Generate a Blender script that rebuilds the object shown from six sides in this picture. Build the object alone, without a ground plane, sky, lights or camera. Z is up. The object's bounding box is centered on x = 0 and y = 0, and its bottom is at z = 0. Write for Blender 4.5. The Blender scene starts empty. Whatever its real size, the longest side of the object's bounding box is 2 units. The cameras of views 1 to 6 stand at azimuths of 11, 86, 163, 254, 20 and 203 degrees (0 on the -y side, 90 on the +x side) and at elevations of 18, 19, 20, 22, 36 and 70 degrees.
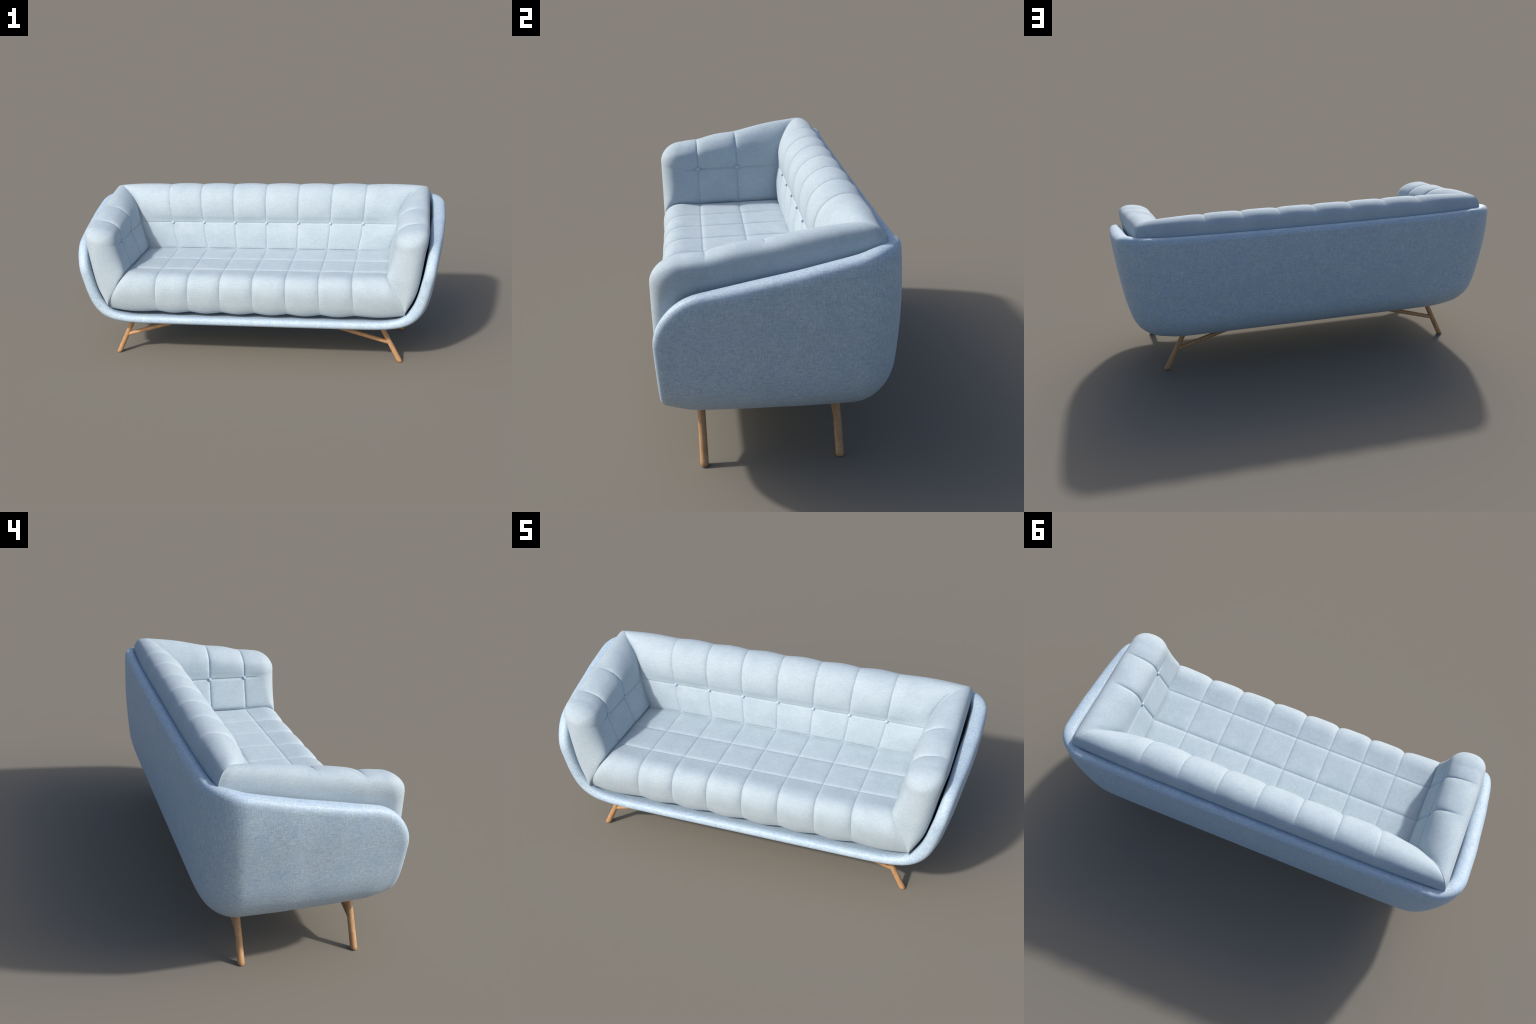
"""Tufted three-seat sofa: a padded bucket shell, a quilted one-piece cushion lining
(seat, backrest, two armrests, mitred together), buttons, and splayed wooden legs with braces."""
import bpy, math
import numpy as np

CX = -0.002            # upholstery centre line
LEG_CX = -0.0165       # the leg frame sits a touch off centre

# ------------------------------------------------------------------ helpers
def pchip(keys):
    """Monotone cubic through rows (param, a, b, ...) -> function of param, returns (n, k)."""
    K = np.array(keys, float)
    x, Y = K[:, 0], K[:, 1:]
    h = np.diff(x)[:, None]
    d = np.diff(Y, axis=0) / h
    m = np.zeros_like(Y)
    w1, w2 = 2 * h[1:] + h[:-1], h[1:] + 2 * h[:-1]
    ok = d[:-1] * d[1:] > 0
    with np.errstate(divide="ignore", invalid="ignore"):
        hm = (w1 + w2) / (w1 / d[:-1] + w2 / d[1:])
    m[1:-1] = np.where(ok, hm, 0.0)
    m[0], m[-1] = d[0], d[-1]

    def f(q):
        q = np.atleast_1d(np.asarray(q, float))
        i = np.clip(np.searchsorted(x, q) - 1, 0, len(x) - 2)
        hh = (x[i + 1] - x[i])[:, None]
        t = np.clip((q - x[i])[:, None] / hh, 0, 1)
        return ((2 * t**3 - 3 * t**2 + 1) * Y[i] + (t**3 - 2 * t**2 + t) * hh * m[i]
                + (-2 * t**3 + 3 * t**2) * Y[i + 1] + (t**3 - t**2) * hh * m[i + 1])
    return f


def spline(points):
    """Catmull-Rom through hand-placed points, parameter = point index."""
    P = np.array(points, float)
    P = np.vstack([2 * P[0] - P[1], P, 2 * P[-1] - P[-2]])

    def f(q):
        q = np.atleast_1d(np.asarray(q, float))
        i = np.clip(np.floor(q).astype(int), 0, len(P) - 4)
        t = (q - i)[:, None]
        a, b, c, d = P[i], P[i + 1], P[i + 2], P[i + 3]
        return 0.5 * (2 * b + (c - a) * t + (2 * a - 5 * b + 4 * c - d) * t**2 + (3 * b - a - 3 * c + d) * t**3)
    return f


def smooth(e0, e1, v):
    t = np.clip((v - e0) / (e1 - e0), 0, 1)
    return t * t * (3 - 2 * t)


def grid_faces(nu, nv, base=0):
    i, j = np.meshgrid(np.arange(nu - 1), np.arange(nv - 1), indexing="ij")
    a = base + i * nv + j
    return np.stack([a, a + nv, a + nv + 1, a + 1], -1).reshape(-1, 4)


def grid_normals(P):
    n = np.cross(np.gradient(P, axis=0), np.gradient(P, axis=1))
    return n / np.maximum(np.linalg.norm(n, axis=-1, keepdims=True), 1e-12)


def make_mesh(name, verts, faces, material, parent=None, flip=False):
    verts = np.asarray(verts, float).reshape(-1, 3)
    faces = [tuple(int(k) for k in f) for f in faces]
    if flip:
        faces = [f[::-1] for f in faces]
    me = bpy.data.meshes.new(name)
    me.from_pydata(verts.tolist(), [], faces)
    me.validate()
    me.polygons.foreach_set("use_smooth", [True] * len(me.polygons))
    me.materials.append(material)
    me.update()
    ob = bpy.data.objects.new(name, me)
    bpy.context.scene.collection.objects.link(ob)
    if parent is not None:
        ob.parent = parent
    return ob


# ------------------------------------------------------------------ materials
class Nodes:
    def __init__(self, name):
        self.mat = bpy.data.materials.new(name)
        self.mat.use_nodes = True
        self.t = self.mat.node_tree
        self.bsdf = self.t.nodes["Principled BSDF"]
        self.co = self.t.nodes.new("ShaderNodeTexCoord").outputs["Object"]

    def put(self, node, slot, v):
        s = node.inputs[slot]
        if isinstance(v, bpy.types.NodeSocket):
            self.t.links.new(v, s)
        else:
            s.default_value = v

    def mapped(self, scale, rot=(0, 0, 0)):
        n = self.t.nodes.new("ShaderNodeMapping")
        self.put(n, "Vector", self.co)
        n.inputs["Scale"].default_value = scale
        n.inputs["Rotation"].default_value = rot
        return n.outputs[0]

    def noise(self, vec, scale, detail=2.0, rough=0.5, dist=0.0):
        n = self.t.nodes.new("ShaderNodeTexNoise")
        self.put(n, "Vector", vec)
        for k, v in (("Scale", scale), ("Detail", detail), ("Roughness", rough), ("Distortion", dist)):
            n.inputs[k].default_value = v
        return n.outputs[0]

    def math(self, op, a, b=0.0, c=0.0):
        n = self.t.nodes.new("ShaderNodeMath")
        n.operation = op
        for i, v in enumerate((a, b, c)):
            self.put(n, i, v)
        return n.outputs[0]

    def ramp(self, fac, stops):
        n = self.t.nodes.new("ShaderNodeValToRGB")
        self.put(n, 0, fac)
        el = n.color_ramp.elements
        while len(el) < len(stops):
            el.new(0.5)
        for e, (p, c) in zip(el, stops):
            e.position = p
            e.color = (*c, 1)
        return n.outputs[0]

    def mix(self, fac, a, b, mode="MIX"):
        n = self.t.nodes.new("ShaderNodeMix")
        n.data_type = "RGBA"
        n.blend_type = mode
        self.put(n, 0, fac)
        for i, v in ((6, a), (7, b)):
            self.put(n, i, v if isinstance(v, bpy.types.NodeSocket) else (*v, 1))
        return n.outputs[2]

    def bump(self, height, strength, distance):
        n = self.t.nodes.new("ShaderNodeBump")
        self.put(n, "Height", height)
        n.inputs["Strength"].default_value = strength
        n.inputs["Distance"].default_value = distance
        self.put(self.bsdf, "Normal", n.outputs[0])


def woven_shell_fabric():
    m = Nodes("woven_blue_fabric")
    # threads: noise stretched along each axis, so every face of the shell shows a criss-cross
    tx = m.noise(m.mapped((42, 310, 310)), 1.0, 2)
    ty = m.noise(m.mapped((310, 42, 310)), 1.0, 2)
    tz = m.noise(m.mapped((310, 310, 42)), 1.0, 2)
    weave = m.math("MULTIPLY", m.math("ADD", m.math("ADD", tx, ty), tz), 1 / 3)
    blotch = m.noise(m.co, 14.0, 4, 0.65)
    grain = m.noise(m.co, 160.0, 2, 0.6)
    base = m.ramp(blotch, [(0.32, SHELL_A), (0.68, SHELL_B)])
    dark = m.ramp(weave, [(0.36, (0.68, 0.70, 0.72)), (0.5, (1.0, 1.0, 1.0)), (0.64, (1.32, 1.30, 1.28))])
    col = m.mix(0.8, base, dark, "MULTIPLY")
    col = m.mix(0.25, col, m.ramp(grain, [(0.3, (0.80, 0.80, 0.80)), (0.7, (1.18, 1.18, 1.18))]), "MULTIPLY")
    m.put(m.bsdf, "Base Color", col)
    m.put(m.bsdf, "Roughness", 0.55)
    m.put(m.bsdf, "Specular IOR Level", 0.5)
    m.put(m.bsdf, "Sheen Weight", 0.15)
    m.put(m.bsdf, "Sheen Roughness", 0.4)
    m.put(m.bsdf, "Sheen Tint", (0.75, 0.85, 1.0, 1))
    m.bump(weave, 0.18, 0.002)
    return m.mat


def cushion_fabric():
    m = Nodes("pale_blue_velour")
    fine = m.noise(m.co, 190.0, 3, 0.6)
    nap = m.noise(m.mapped((45, 45, 140)), 1.0, 3, 0.6, 0.4)
    cloud = m.noise(m.co, 11.0, 3, 0.55)
    base = m.ramp(cloud, [(0.3, CUSH_A), (0.7, CUSH_B)])
    col = m.mix(0.7, base, m.ramp(fine, [(0.3, (0.87, 0.87, 0.87)), (0.7, (1.10, 1.10, 1.10))]), "MULTIPLY")
    col = m.mix(0.6, col, m.ramp(nap, [(0.3, (0.92, 0.92, 0.92)), (0.7, (1.06, 1.06, 1.06))]), "MULTIPLY")
    m.put(m.bsdf, "Base Color", col)
    m.put(m.bsdf, "Roughness", 0.8)
    m.put(m.bsdf, "Specular IOR Level", 0.25)
    m.put(m.bsdf, "Sheen Weight", 0.12)
    m.put(m.bsdf, "Sheen Roughness", 0.5)
    m.bump(fine, 0.15, 0.0015)
    return m.mat


def button_fabric():
    m = Nodes("button_fabric")
    g = m.noise(m.co, 300.0, 2)
    m.put(m.bsdf, "Base Color", m.ramp(g, [(0.3, (0.36, 0.46, 0.60)), (0.7, (0.42, 0.53, 0.66))]))
    m.put(m.bsdf, "Roughness", 0.45)
    return m.mat


def oak():
    m = Nodes("oiled_oak")
    warp = m.noise(m.mapped((60, 60, 9)), 1.0, 3, 0.6, 0.6)
    n = m.t.nodes.new("ShaderNodeTexWave")
    n.bands_direction = "Z"
    m.put(n, "Vector", m.mapped((26, 26, 34), (0.25, 0.2, 0)))
    n.inputs["Scale"].default_value = 1.0
    n.inputs["Distortion"].default_value = 7.0
    n.inputs["Detail"].default_value = 3.0
    grain = m.math("MULTIPLY_ADD", n.outputs["Fac"], 0.11, m.math("MULTIPLY_ADD", warp, 0.89, 0.0))
    col = m.ramp(grain, [(0.28, (0.32, 0.165, 0.074)), (0.5, (0.45, 0.252, 0.118)), (0.72, (0.52, 0.308, 0.154))])
    m.put(m.bsdf, "Base Color", col)
    m.put(m.bsdf, "Roughness", 0.45)
    m.bump(grain, 0.1, 0.001)
    return m.mat


SHELL_A, SHELL_B = (0.358, 0.472, 0.596), (0.400, 0.504, 0.594)
CUSH_A, CUSH_B = (0.360, 0.442, 0.506), (0.400, 0.480, 0.540)
M_SHELL, M_CUSH, M_BUTTON, M_WOOD = woven_shell_fabric(), cushion_fabric(), button_fabric(), oak()

# ------------------------------------------------------------------ top-level object
sofa = bpy.data.objects.new("sofa", None)
bpy.context.scene.collection.objects.link(sofa)
sofa["label"] = "pale blue tufted sofa in a rounded fabric shell on splayed wooden legs"
sofa["category"] = "sofa"

# ------------------------------------------------------------------ shell
LIP = 0.034                                    # how far the padded lip rolls past the skin edge
Y_FRONT, Y_FILLET, R_FILLET = -0.348, 0.2435, 0.143
Z_BOTTOM = 0.228
# half-section of the outer skin, (x, z): flat bottom, round haunch, flaring side
HALF = np.array([(0.00, 0.2285), (0.30, 0.2285), (0.58, 0.2290), (0.68, 0.2310), (0.750, 0.2365), (0.806, 0.2480),
                 (0.852, 0.2680), (0.891, 0.3015), (0.919, 0.3450), (0.943, 0.4030), (0.963, 0.4680), (0.981, 0.5360),
                 (0.992, 0.6050), (0.998, 0.6700), (1.000, 0.7300), (0.998, 0.8000)])
MID = np.array([(0.00, 0.2020), (0.30, 0.2020), (0.58, 0.2025), (0.70, 0.2045), (0.775, 0.2140), (0.828, 0.2260),
                (0.868, 0.2460), (0.901, 0.2740), (0.927, 0.3120), (0.947, 0.3660), (0.961, 0.4310), (0.975, 0.5050),
                (0.988, 0.5800), (0.997, 0.6550), (1.000, 0.7250), (0.998, 0.8000)])
half_front, half_mid = spline(HALF), spline(MID)


def half(q, w=1.0):
    """Half-section point at parameter q; w = 0 at the front rim, 1 from a third of the depth back."""
    w = np.asarray(w, float)
    w = w[:, None] if w.ndim else w
    return half_front(q) * (1 - w) + half_mid(q) * w


_q = np.linspace(0, len(HALF) - 1, 1500)
mid_weight = lambda y: smooth(-0.43, -0.250, y)
I_CORNER = 6.0                                   # the haunch point where side meets bottom


def side_q(z, w):
    """Parameter at height z on the side wall, for each blend weight."""
    out = np.empty_like(z)
    sel = _q >= I_CORNER
    f, m = half_front(_q[sel])[:, 1], half_mid(_q[sel])[:, 1]
    for k in range(len(z)):
        out[k] = np.interp(z[k], f * (1 - w[k]) + m * w[k], _q[sel])
    return out


width = pchip([(-0.40, 0.965), (-0.348, 0.967), (-0.30, 0.971), (-0.20, 0.981), (-0.10, 0.990), (0.0, 0.995),
               (0.10, 1.0), (0.20, 1.0), (0.30, 0.997), (0.40, 0.990)])
top_line = pchip([(-0.45, 0.588), (-0.2, 0.638), (0.0, 0.678), (0.2, 0.7205), (0.27, 0.735), (0.33, 0.7455), (0.42, 0.7495)])


def top_z(y):
    return top_line(np.clip(y, -0.45, 0.42))[:, 0]


def round_corner(p, q, R):
    """Bend the square corner p=0,q=0 of a flat panel into a quarter circle of radius R."""
    a, b = np.clip((p - R) / R, -1, 0), np.clip((q - R) / R, -1, 0)
    pa, qb = a * np.sqrt(1 - b * b / 2), b * np.sqrt(1 - a * a / 2)
    return p + (pa - a) * R, q + (qb - b) * R


def build_shell():
    nb, ns = 45, 61                               # bottom half-samples, side samples
    nf, nr = 61, 19                               # flat depth samples, fillet samples
    yflat = Y_FRONT + (Y_FILLET - Y_FRONT) * (1 - np.cos(np.pi / 2 * np.linspace(0, 1, nf)))
    phi = np.linspace(0, np.pi / 2, nr)[1:]
    q_bottom = I_CORNER * np.linspace(0, 1, nb)
    s_side = np.sin(np.pi / 2 * np.linspace(0, 1, ns))
    rows = []
    for j in range(nf + nr - 1):
        if j < nf:
            y0, inset = yflat[j], 0.0
        else:
            y0, inset = Y_FILLET + R_FILLET * np.sin(phi[j - nf]), R_FILLET * (1 - np.cos(phi[j - nf]))
        # side, measured down from the top line and back from the front edge
        w0 = float(mid_weight(np.array(y0)))
        z_c = half(I_CORNER, w0)[0, 1]
        span = float(top_z(y0)[0]) - z_c
        q = (1 - s_side) * span
        p = np.full_like(q, y0 - Y_FRONT)
        p2, q2 = round_corner(p, q, 0.117)
        ys = Y_FRONT + p2
        zs = top_z(ys) - q2
        ws = mid_weight(ys)
        zc_v = half(np.full(ns, I_CORNER), ws)[:, 1]
        zs = zc_v + (zs - z_c) * (top_z(ys) - zc_v) / (top_z(ys) - z_c)
        qs = side_q(np.clip(zs, zc_v, 0.80), ws)
        sxz = half(qs, ws)
        qq = np.concatenate([q_bottom[:-1], qs])
        ww = np.concatenate([np.full(nb - 1, w0), ws])
        xz = np.concatenate([half(q_bottom[:-1], w0), np.column_stack([sxz[:, 0], zs])])
        yy = np.concatenate([np.full(nb - 1, y0), ys])
        # inward normal of the section, for the back fillet
        e = 1e-3
        tg = half(np.minimum(qq + e, len(HALF) - 1), ww) - half(np.maximum(qq - e, 0), ww)
        tg /= np.linalg.norm(tg, axis=1, keepdims=True)
        nrm = np.column_stack([-tg[:, 1], tg[:, 0]])
        nrm[:, 1] *= 1 - smooth(0.55, 0.70, xz[:, 1])   # keep the top edge level
        xz = xz + inset * nrm
        # the back leans: narrower in depth lower down
        yy = yy - np.maximum(yy, 0) / 0.385 * 0.022 * np.clip((0.70 - xz[:, 1]) / 0.45, 0, 1) ** 1.5
        yy = yy - np.maximum(yy, 0) / 0.385 * 0.010 * smooth(0.48, 0.80, xz[:, 1])   # top of the back rolls in
        x = xz[:, 0] * width(yy)[:, 0]
        right = np.column_stack([x, yy, xz[:, 1]])
        left = right[::-1].copy()
        left[:, 0] *= -1
        rows.append(np.concatenate([left[:-1], right]))
    P = np.array(rows)                            # (depth, around, 3)
    nd, na = P.shape[:2]
    verts = [P.reshape(-1, 3)]
    faces = [grid_faces(nd, na)]
    # back panel: transfinite fill inside the last ring
    ring = P[-1]
    L, B, Rr = ring[:ns][::-1], ring[ns - 1:na - ns + 1], ring[na - ns:]
    u = np.linspace(0, 1, len(B))
    arc = np.concatenate([[0], np.cumsum(np.linalg.norm(np.diff(B, axis=0), axis=1))])
    u = arc / arc[-1]
    T = L[-1] + (Rr[-1] - L[-1]) * u[:, None]
    va = np.concatenate([[0], np.cumsum(np.linalg.norm(np.diff(L, axis=0), axis=1))])
    v = va / va[-1]
    U, V = u[None, :, None], v[:, None, None]
    F = ((1 - V) * B[None] + V * T[None] + (1 - U) * L[:, None] + U * Rr[:, None]
         - ((1 - U) * (1 - V) * B[0] + U * (1 - V) * B[-1] + (1 - U) * V * T[0] + U * V * T[-1]))
    F[..., 1] += 0.004 * (16 * U * (1 - U) * V * (1 - V))[..., 0] ** 0.5 * 0.6
    base = nd * na
    idx = np.zeros(F.shape[:2], int)
    last = (nd - 1) * na
    new = 0
    extra = []
    for a in range(F.shape[0]):
        for b in range(F.shape[1]):
            if a == 0:
                idx[a, b] = last + ns - 1 + b
            elif b == 0:
                idx[a, b] = last + ns - 1 - a
            elif b == F.shape[1] - 1:
                idx[a, b] = last + na - ns + a
            else:
                idx[a, b] = base + new
                extra.append(F[a, b])
                new += 1
    verts.append(np.array(extra))
    pf = np.stack([idx[:-1, :-1], idx[1:, :-1], idx[1:, 1:], idx[:-1, 1:]], -1).reshape(-1, 4)
    faces.append(pf)
    V0 = np.concatenate(verts)
    Fc = np.concatenate(faces)
    # outward vertex normals
    fn = np.cross(V0[Fc[:, 2]] - V0[Fc[:, 0]], V0[Fc[:, 3]] - V0[Fc[:, 1]])
    N = np.zeros_like(V0)
    for k in range(4):
        np.add.at(N, Fc[:, k], fn)
    N /= np.linalg.norm(N, axis=1, keepdims=True)
    if N[(nd // 2) * na + na // 2, 2] > 0:        # the bottom must face down
        N, Fc = -N, Fc[:, ::-1]
    # the two front-top corners are bent flat quads: borrow the normal from just inside
    for j in range(3):
        for i in range(3):
            if j < 2 or i < 2:
                N[j * na + i] = N[2 * na + 2]
                N[j * na + na - 1 - i] = N[2 * na + na - 3]
    # boundary loop: front edge, right arm top, back top, left arm top
    loop = list(range(na)) + [j * na + na - 1 for j in range(1, nd)]
    loop += [int(idx[-1, b]) for b in range(F.shape[1] - 2, 0, -1)]
    loop += [j * na for j in range(nd - 1, 0, -1)]
    Q = V0[loop]
    for _ in range(6):                            # relax the tangent estimate only
        Q = 0.25 * np.roll(Q, 1, 0) + 0.5 * Q + 0.25 * np.roll(Q, -1, 0)
    tan = np.roll(Q, -1, 0) - np.roll(Q, 1, 0)
    tan /= np.linalg.norm(tan, axis=1, keepdims=True)
    nl = N[loop]
    out = np.cross(tan, nl)
    out /= np.linalg.norm(out, axis=1, keepdims=True)
    if out[na // 2, 1] > 0:                       # at the bottom front it must point forward
        out = -out
    n0, nl_count = len(V0), len(loop)
    y_, z_ = V0[:, 1], V0[:, 2]
    side = N[:, 0] ** 2
    thick = (0.045 + 0.013 * side + 0.045 * side * (1 - side) * (1 - smooth(0.1, 0.3, y_)) * (1 - smooth(0.45, 0.6, z_)) + 0.016 * smooth(-0.32, -0.05, y_) * smooth(0.32, 0.62, z_) * side
             + 0.007 * np.clip(N[:, 1], 0, 1) ** 2)
    thick = thick[:, None]
    tl = thick[loop]
    lip = LIP
    inner = V0 - thick * N
    allv = [V0, inner]
    allf = [Fc, Fc[:, ::-1] + n0]
    steps = 16
    prev = np.array(loop)
    for s in range(1, steps + 1):
        th = np.pi * s / steps
        if s < steps:
            pt = V0[loop] - nl * (tl / 2) * (1 - np.sign(math.cos(th)) * abs(math.cos(th)) ** 0.8) + out * lip * math.sin(th) ** 0.8
            cur = np.arange(nl_count) + sum(len(a) for a in allv)
            allv.append(pt)
        else:
            cur = np.array(loop) + n0
        allf.append(np.stack([prev, np.roll(prev, -1), np.roll(cur, -1), cur], -1))
        prev = cur
    Vall = np.concatenate(allv)
    Vall[:, 0] += CX + 0.002
    ob = make_mesh("outer_shell", Vall, np.concatenate(allf), M_SHELL, sofa)
    import bmesh
    bm = bmesh.new()
    bm.from_mesh(ob.data)
    bmesh.ops.recalc_face_normals(bm, faces=bm.faces)
    bm.to_mesh(ob.data)
    bm.free()
    return ob


build_shell()

# ------------------------------------------------------------------ cushion lining
# Profiles run from under the seat, up the inner face, over the roll and down the outside.
# index:            0            1            2            3            4            5            6            7 (button row below at 9)
MITRE = [(0.798, 0.160, 0.320), (0.775, 0.160, 0.370), (0.751, 0.158, 0.417), (0.729, 0.155, 0.461), (0.712, 0.152, 0.482),
         (0.704, 0.152, 0.504), (0.709, 0.150, 0.530), (0.725, 0.151, 0.580), (0.7435, 0.163, 0.642),
         (0.753, 0.171, 0.690), (0.768, 0.183, 0.738), (0.800, 0.209, 0.786), (0.834, 0.232, 0.818), (0.864, 0.258, 0.834),
         (0.887, 0.284, 0.835), (0.904, 0.307, 0.822), (0.914, 0.322, 0.790), (0.913, 0.326, 0.740), (0.902, 0.326, 0.660),
         (0.875, 0.322, 0.520), (0.830, 0.318, 0.340)]
BACK = [(0.160, 0.320), (0.160, 0.370), (0.158, 0.417), (0.155, 0.461), (0.152, 0.490),
        (0.151, 0.500), (0.150, 0.530), (0.152, 0.580), (0.163, 0.644),
        (0.157, 0.690), (0.158, 0.742), (0.173, 0.790), (0.203, 0.823), (0.240, 0.841),
        (0.278, 0.843), (0.310, 0.828), (0.329, 0.795), (0.333, 0.740), (0.331, 0.660),
        (0.324, 0.520), (0.318, 0.340)]
ARM = [(0.797, 0.319), (0.775, 0.370), (0.751, 0.417), (0.729, 0.461), (0.714, 0.482),
       (0.705, 0.503), (0.710, 0.532), (0.724, 0.580), (0.7415, 0.645),
       (0.746, 0.690), (0.757, 0.737), (0.786, 0.769), (0.820, 0.784), (0.854, 0.789),
       (0.882, 0.784), (0.901, 0.768), (0.912, 0.735), (0.912, 0.690), (0.899, 0.615),
       (0.863, 0.430), (0.800, 0.308)]
I_JOIN, I_ROW, I_PEAK = 5.0, 8.0, 13.0
mitre, back_p, arm_p = spline(MITRE), spline(BACK), spline(ARM)
T = np.concatenate([np.linspace(0, 5, 16)[:-1],
                    5 + 3 * (1 - np.cos(np.pi * np.linspace(0, 1, 24))) / 2])
T = np.concatenate([T[:-1], 8 + 12 * np.linspace(0, 1, 110) ** 1.35])


def dome(a, k=4.5):
    """Pillow section between two seams at a=0 and a=1."""
    return 1 - np.abs(2 * a - 1) ** k


def row_dome(t):
    """Puff measured along the profile: seat join -> button row -> over the roll."""
    low = dome(np.clip((t - 4.3) / (I_ROW - 4.3), 0, 1))
    up = 1 - (1 - np.clip((t - I_ROW) / 2.8, 0, 1)) ** 3.0
    return np.where(t < I_ROW, np.where(t < 4.3, 0, low), up)


seam_fade = lambda t: 1 - smooth(14.6, 17.0, t)
seam_soft = lambda t: smooth(12.8, 15.4, t)         # seams open into soft valleys over the roll    # seams die out on the outside face


def valley(a, soft):
    """Section between seams: crisp pillow where soft = 0, rolling scallop where soft = 1."""
    return dome(a) * (1 - soft) + np.sin(np.pi * np.clip(a, 0, 1)) ** 1.6 * soft


def puff_height(t, low, up):
    h = np.where(t < I_ROW, low, low + (up - low) * smooth(I_ROW, I_ROW + 1.5, t))
    return h * (1 - 0.75 * smooth(14.5, 17.0, t))


def cosine_cells(cells, n):
    """Samples over several cells, bunched up at the seams; returns (cell index, local a)."""
    a = (1 - np.cos(np.pi * np.arange(n + 1) / n)) / 2
    out = [(c, x) for c in range(cells) for x in a[:-1]] + [(cells - 1, 1.0)]
    return np.array([o[0] for o in out]), np.array([o[1] for o in out])


def groove(d, depth=0.0024, w=0.0034):
    """A narrow stitched furrow at distance d from a seam."""
    return -depth * np.exp(-(d / w) ** 2)


COLS = 8
# spacing of the vertical seams: tight at the seat, fanning out toward the top
pitch = pchip([(0, 0.175), (I_JOIN, 0.175), (I_ROW, 0.1832), (I_PEAK, 0.1900), (20, 0.191)])


def build_backrest():
    cell, a = cosine_cells(COLS, 22)
    t = T
    s = back_p(t)                                  # (nt, 2)
    m = mitre(t)
    nu, nt = len(a), len(t)
    P = np.zeros((nu, nt, 3))
    pt = pitch(t)[:, 0]
    for i in range(nu):
        c, x = cell[i], a[i]
        if 0 < c < COLS - 1:
            P[i, :, 0] = (c - COLS / 2 + x) * pt
            P[i, :, 1:] = s
        else:
            e = (1 - x) if c == 0 else x           # 0 at the last seam, 1 at the mitre
            sgn = -1 if c == 0 else 1
            P[i, :, 0] = sgn * ((COLS / 2 - 1) * pt * (1 - e) + m[:, 0] * e)
            P[i, :, 1:] = s * (1 - e) + m[:, 1:] * e
    N = grid_normals(P)
    if N[nu // 2, np.argmin(abs(t - 7)), 1] > 0:
        N = -N
    A = a[:, None]
    f = seam_fade(t)[None]
    h = (puff_height(t, 0.0045, 0.0090) * (1 - 0.25 * smooth(10.5, 13, t)))[None]
    edge = ((cell == 0) & (a < 1e-6)) | ((cell == COLS - 1) & (a > 1 - 1e-6))
    ed = np.where(cell == 0, 1 - a, np.where(cell == COLS - 1, a, 0.0))[:, None]
    so = seam_soft(t)[None]
    b = valley(A, so)
    tip = 1 - smooth(0.93, 1.0, ed)                # keep the mitre line itself fixed
    disp = h * row_dome(t)[None] * (1 - f * (1 - b)) * tip
    dist = np.minimum(A, 1 - A) * 0.18
    arc_row = np.interp(t, t, np.concatenate([[0], np.cumsum(np.linalg.norm(np.diff(s, axis=0), axis=1))]))
    row_d = np.abs(arc_row - np.interp(I_ROW, t, arc_row))[None]
    disp += groove(dist) * f * (1 - so) * (1 - edge[:, None]) * (t > I_JOIN - 0.2)[None] + groove(row_d) * tip
    P = P + N * disp[..., None]
    P[..., 0] += CX
    ob = make_mesh("backrest_cushion", P, grid_faces(nu, nt), M_CUSH, sofa)
    return ob, pt


def fix_normals(ob):
    import bmesh
    bm = bmesh.new()
    bm.from_mesh(ob.data)
    bmesh.ops.recalc_face_normals(bm, faces=bm.faces)
    bm.to_mesh(ob.data)
    bm.free()


backrest, _ = build_backrest()

Y_A, Y_B, Y_CAP, Y_FACE = -0.030, -0.210, -0.309, -0.380
# where the arm's front rounding begins, per profile point: right at the mitre low down, well back higher up
cap_start = pchip([(0, -0.350), (1, -0.368), (2, -0.372), (3, -0.366), (4, -0.352), (5, -0.337), (6, -0.323), (7, -0.313), (8, Y_CAP), (10, -0.295), (11.5, -0.280), (14, -0.278),
                   (17, Y_CAP), (18, -0.318), (19, -0.332), (20, -0.348)])


def arm_profile(t, y):
    """Cross-section of the armrest at depth y (y in front of the rear mitre)."""
    p = arm_p(t).copy()
    k = 1 + (y + 0.03) * 1.22
    up = np.clip(p[:, 1] - 0.645, 0, None)
    p[:, 1] += up * (k - 1) * smooth(20, 16.5, t)
    p[:, 0] -= np.maximum(-0.2 - y, 0) * 0.06 * smooth(14, 17, t)
    return p


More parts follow.
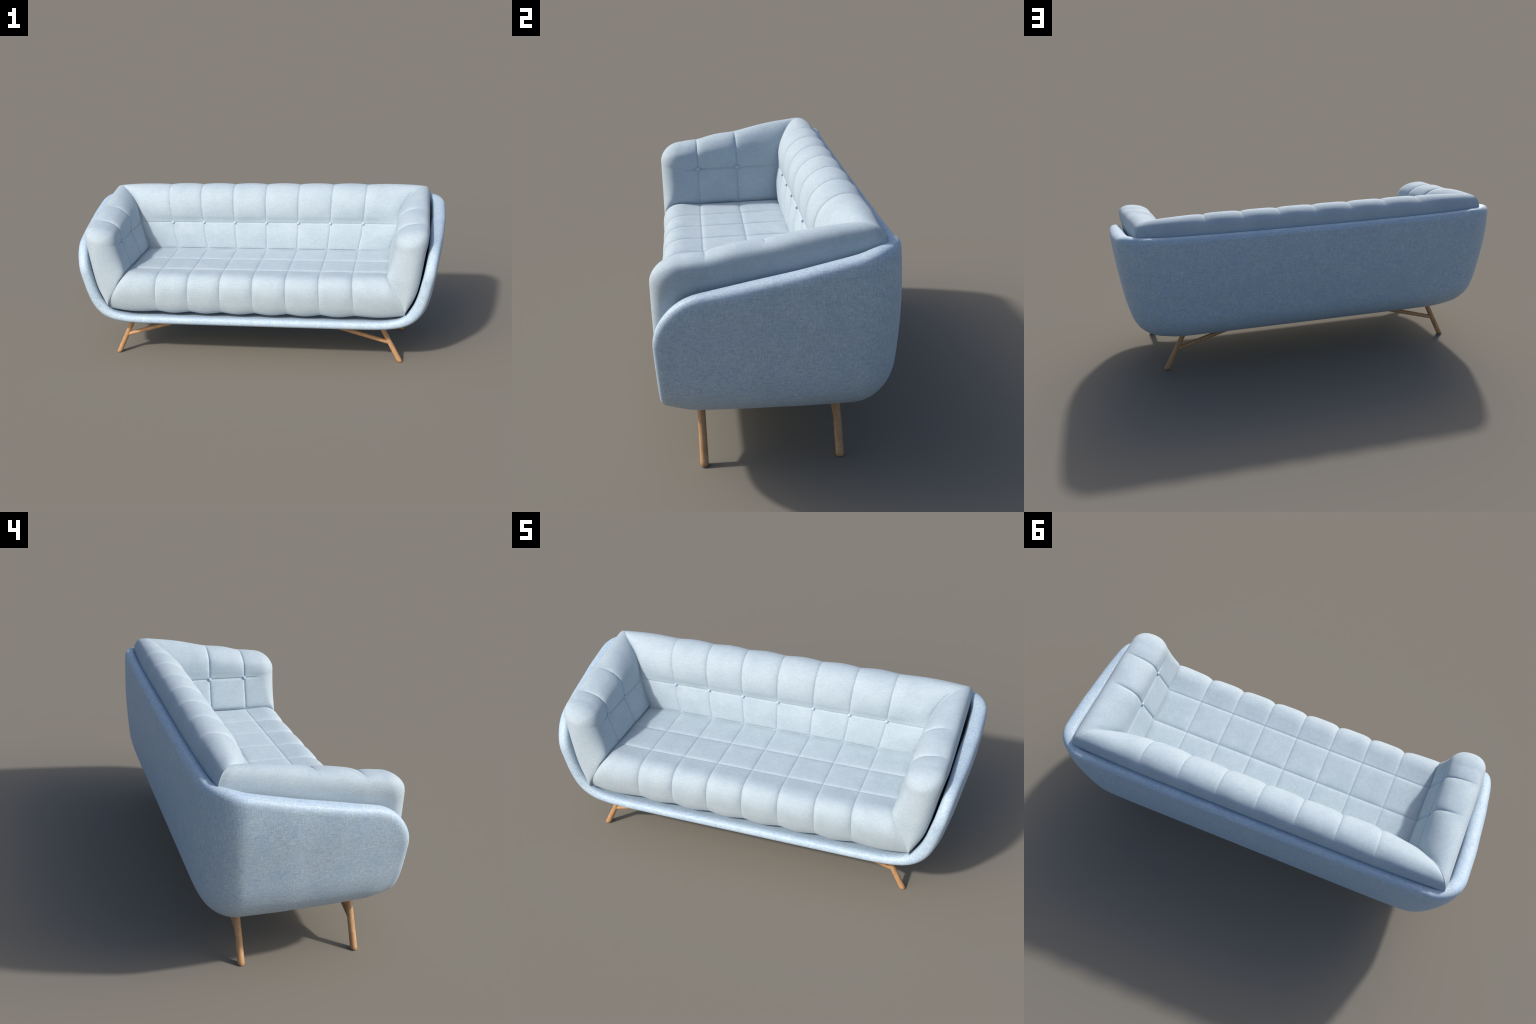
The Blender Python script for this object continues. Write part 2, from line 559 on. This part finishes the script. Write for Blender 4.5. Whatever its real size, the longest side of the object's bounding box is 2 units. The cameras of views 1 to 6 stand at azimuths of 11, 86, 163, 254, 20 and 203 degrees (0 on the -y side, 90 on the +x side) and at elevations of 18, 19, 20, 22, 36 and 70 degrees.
def build_armrest(side):
    t = T
    nt = len(t)
    m = mitre(t)
    ys = cap_start(t)[:, 0]
    n = 22
    loc = (1 - np.cos(np.pi * np.arange(n + 1) / n)) / 2
    rows, info = [], []
    pA = arm_profile(t, Y_A)
    for e in loc[:-1]:                             # rear panel: mitre -> seam A
        r = np.zeros((nt, 3))
        r[:, 0] = m[:, 0] * (1 - e) + pA[:, 0] * e
        r[:, 1] = m[:, 1] * (1 - e) + Y_A * e
        r[:, 2] = m[:, 2] * (1 - e) + pA[:, 1] * e
        rows.append(r); info.append((0, e, 0.0))
    for e in loc[:-1]:
        y = Y_A + (Y_B - Y_A) * e
        p = arm_profile(t, y)
        rows.append(np.column_stack([p[:, 0], np.full(nt, y), p[:, 1]])); info.append((1, e, 0.0))
    front = []
    for e in loc[: n // 2 + 1] * 2:
        e = min(e, 1.0)
        y = Y_B + (ys - Y_B) * e
        p = np.array([arm_profile(t[k:k + 1], y[k])[0] for k in range(nt)])
        rows.append(np.column_stack([p[:, 0], y, p[:, 1]])); info.append((2, e, 0.0))
        front = rows[-1]
    ztop = front[:, 2].max()
    zc = np.clip(front[:, 2], 0.335, ztop - 0.075)
    xc = 0.797 + 0.030 * smooth(0.34, 0.62, zc)
    for k in range(1, 19):                         # front cap, rounding in to a medial line
        phi = k / 18 * np.pi / 2
        lam = 1 - math.cos(phi) ** 0.95
        g = math.sin(phi) ** 0.95
        r = front.copy()
        r[:, 0] = front[:, 0] + (xc - front[:, 0]) * lam
        r[:, 2] = front[:, 2] + (zc - front[:, 2]) * lam
        r[:, 1] = ys + (Y_FACE - ys) * g
        rows.append(r); info.append((3, 1.0, k / 18))
    P = np.array(rows)
    cell = np.array([i[0] for i in info]); a = np.array([i[1] for i in info])[:, None]; cap = np.array([i[2] for i in info])[:, None]
    N = grid_normals(P)
    mid = np.argmin(abs(t - 7))
    if N[len(loc) + n // 2, mid, 0] > 0:
        N = -N
    cl = cell[:, None]
    so = smooth(11.0, 14.2, t)[None]         # arm seams melt away sooner
    b = np.where(cl < 2, valley(a, so), np.where(cl == 2, 1 - (1 - np.clip(a, 0, 1)) ** 2.6, 1.0))
    fade_front = 1 - smooth(0.25, 1.0, np.where(cl == 2, a, np.where(cl == 3, 1.0, 0.0)))
    rd = row_dome(t)[None]
    open_front = np.where(cl == 2, smooth(0.0, 0.35, a), np.where(cl == 3, 1.0, 0.0))
    low_t = (t < 6.5)[None]
    k_ = np.where(low_t, np.maximum(open_front, 1 - fade_front), 1 - fade_front)
    rd = rd * (1 - k_) + k_ * smooth(1.5, 7.5, t)[None]
    f = (1 - smooth(12.8, 15.6, t))[None]
    h = puff_height(t, 0.0045, 0.0080)[None]
    tip = np.where(cl == 0, smooth(0.0, 0.07, a), 1.0)
    disp = h * rd * (1 - f * (1 - b)) * tip * (1 - smooth(0.0, 0.8, cap)) 
    d_seam = np.where(cl == 0, 1 - a, np.where(cl == 1, np.minimum(a, 1 - a), np.where(cl == 2, a * 0.55, 9))) * 0.18
    arc = np.concatenate([[0], np.cumsum(np.linalg.norm(np.diff(arm_p(t), axis=0), axis=1))])
    row_d = np.abs(arc - np.interp(I_ROW, t, arc))[None]
    disp = disp + groove(d_seam, 0.0036) * f * (1 - so) * (t > I_JOIN - 0.2)[None] + groove(row_d, 0.0040, 0.0040) * fade_front * tip
    P = P + N * disp[..., None]
    P[..., 0] = side * P[..., 0] + CX
    ob = make_mesh("armrest_cushion", P, grid_faces(len(P), nt), M_CUSH, sofa)
    return ob


arms = [build_armrest(s) for s in (-1, 1)]

SEAT = [(0.185, 0.487), (0.151, 0.487), (0.060, 0.487), (-0.030, 0.487), (-0.120, 0.487), (-0.210, 0.487),
        (-0.258, 0.488), (-0.300, 0.486), (-0.334, 0.474), (-0.357, 0.448), (-0.3665, 0.412), (-0.366, 0.370),
        (-0.357, 0.325), (-0.337, 0.292), (-0.300, 0.275), (-0.240, 0.268)]
SEAT_EDGE = [(0.718, 0.1850, 0.487), (0.712, 0.1510, 0.487), (0.710, 0.0600, 0.487), (0.709, -0.0300, 0.487), (0.709, -0.1200, 0.487), 
             (0.710, -0.2080, 0.488), (0.708, -0.2580, 0.491), (0.712, -0.2980, 0.492), (0.720, -0.3350, 0.482), (0.733, -0.3620, 0.456), 
             (0.754, -0.3735, 0.414), (0.778, -0.3710, 0.368), (0.797, -0.3580, 0.325), (0.797, -0.3380, 0.298), (0.797, -0.3000, 0.284), 
             (0.797, -0.2400, 0.276)]


def build_seat():
    sp, se = spline(SEAT), spline(SEAT_EDGE)
    n = 14
    loc = (1 - np.cos(np.pi * np.arange(n + 1) / n)) / 2
    t = np.concatenate([np.linspace(0, 1, 4)[:-1], 1 + 2 * loc[:-1], 3 + 2 * loc[:-1], 5 + 10 * np.linspace(0, 1, 70) ** 1.3])
    cell, a = cosine_cells(COLS, 22)
    s, m = sp(t), se(t)
    nu, nt = len(a), len(t)
    P = np.zeros((nu, nt, 3))
    pt = 0.1745 + 0.003 * smooth(7, 13, t)
    for i in range(nu):
        c, x = cell[i], a[i]
        if 0 < c < COLS - 1:
            P[i, :, 0] = (c - COLS / 2 + x) * pt
            P[i, :, 1:] = s
        else:
            e = (1 - x) if c == 0 else x
            P[i, :, 0] = (-1 if c == 0 else 1) * ((COLS / 2 - 1) * pt * (1 - e) + m[:, 0] * e)
            P[i, :, 1:] = s * (1 - e) + m[:, 1:] * e
    N = grid_normals(P)
    if N[nu // 2, np.argmin(abs(t - 2)), 2] < 0:
        N = -N
    rowd = np.where(t < 1, 0, np.where(t < 3, dome(np.clip((t - 1) / 2, 0, 1)), np.where(t < 5, dome(np.clip((t - 3) / 2, 0, 1)),
                    1 - (1 - np.clip((t - 5) / 3.5, 0, 1)) ** 2.4)))
    h = 0.0042 + 0.0085 * smooth(5, 8.5, t)
    h = h * (1 - 0.25 * smooth(9, 12, t))
    A = a[:, None]
    ed = np.where(cell == 0, 1 - a, np.where(cell == COLS - 1, a, 0.0))[:, None]
    tip = 1 - smooth(0.93, 1.0, ed)
    so = 0.85 * smooth(9.5, 12.5, t)[None]
    disp = h[None] * rowd[None] * valley(A, so) * tip
    dist = np.minimum(A, 1 - A) * 0.175
    disp = disp + groove(dist) * (1 - so) * tip
    for key in (3, 5):
        arc = np.concatenate([[0], np.cumsum(np.linalg.norm(np.diff(s, axis=0), axis=1))])
        disp = disp + groove(np.abs(arc - np.interp(key, t, arc)))[None] * tip
    P = P + N * disp[..., None]
    P[..., 0] += CX
    return make_mesh("seat_cushion", P, grid_faces(nu, nt), M_CUSH, sofa)


seat = build_seat()
# make every lining surface face outward (open sheets: checked by one known facet each)
for ob, want in ((backrest, (0, -1, 0.2)), (seat, (0, -0.3, 1)), (arms[0], (1, 0, 0.3)), (arms[1], (-1, 0, 0.3))):
    me = ob.data
    acc = sum((p.normal.dot(want) * p.area for p in me.polygons))
    if acc < 0:
        me.flip_normals()

# ------------------------------------------------------------------ buttons
def button_mesh():
    r, h, nseg = 0.0084, 0.0070, 20
    prof = [(r * math.cos(a), h * math.sin(a)) for a in np.linspace(-0.6, math.pi / 2, 9)[:-1]]
    v, f = [], []
    for (rr, z) in prof:
        v += [(rr * math.cos(2 * math.pi * k / nseg), rr * math.sin(2 * math.pi * k / nseg), z) for k in range(nseg)]
    for i in range(len(prof) - 1):
        for k in range(nseg):
            f.append((i * nseg + k, i * nseg + (k + 1) % nseg, (i + 1) * nseg + (k + 1) % nseg, (i + 1) * nseg + k))
    v.append((0, 0, h))
    f += [((len(prof) - 1) * nseg + k, (len(prof) - 1) * nseg + (k + 1) % nseg, len(v) - 1) for k in range(nseg)]
    me = bpy.data.meshes.new("button")
    me.from_pydata(v, [], f)
    me.polygons.foreach_set("use_smooth", [True] * len(me.polygons))
    me.materials.append(M_BUTTON)
    return me


B_MESH = button_mesh()


def add_button(loc, rot, parent):
    ob = bpy.data.objects.new("button", B_MESH)
    bpy.context.scene.collection.objects.link(ob)
    ob.location, ob.rotation_euler = loc, rot
    ob.parent = parent


for k in range(-3, 4):
    add_button((CX + 0.1832 * k, 0.1625, 0.6445), (math.radians(90), 0, 0), backrest)
for s, arm in zip((-1, 1), arms):
    for y in (Y_A, Y_B):
        add_button((CX + s * 0.7415, y, 0.645), (0, math.radians(-90 * s), 0), arm)

# ------------------------------------------------------------------ legs
def rod(name, a, b, ra, rb, parent, flat_foot=False):
    a, b = np.array(a, float), np.array(b, float)
    d = (b - a) / np.linalg.norm(b - a)
    side = np.array([0, 1.0, 0]) if abs(d[1]) < 0.9 else np.array([1.0, 0, 0])
    u = np.cross(side, d); u /= np.linalg.norm(u)
    w = np.cross(d, u)
    n, v, f = 28, [], []
    bev = 0.0018
    L = np.linalg.norm(b - a)
    stations = [(0, ra - bev), (bev, ra)] + [(L * q, ra + (rb - ra) * q) for q in np.linspace(0.05, 1, 12)]
    for (s, r) in stations:
        for k in range(n):
            th = 2 * math.pi * k / n
            p = a + d * s + r * (math.cos(th) * u + math.sin(th) * w)
            if flat_foot:                          # shear so the foot is cut level with the floor
                q = a + d * s
                p = p - d * ((p - q)[2] / d[2]) * max(0, 1 - s / (0.3 * L))
            v.append(p)
    for i in range(len(stations) - 1):
        for k in range(n):
            f.append((i * n + k, i * n + (k + 1) % n, (i + 1) * n + (k + 1) % n, (i + 1) * n + k))
    f.append(tuple(range(n))[::-1])
    f.append(tuple((len(stations) - 1) * n + k for k in range(n)))
    ob = make_mesh(name, np.array(v), f, M_WOOD, parent)
    for pl in ob.data.polygons:
        if len(pl.vertices) > 4:
            pl.use_smooth = False
    return ob


for s in (-1, 1):
    for y in (-0.2505, 0.2005):
        foot = (LEG_CX + s * 0.7835, y, 0.0)
        top = (LEG_CX + s * 0.6678, y, 0.236)
        leg = rod("leg", foot, top, 0.0142, 0.0125, sofa, True)
        j = 0.112 / 0.236
        start = (foot[0] + (top[0] - foot[0]) * j, y, 0.108)
        rod("leg_brace", start, (LEG_CX + s * 0.330, y, 0.224), 0.0112, 0.0112, leg)
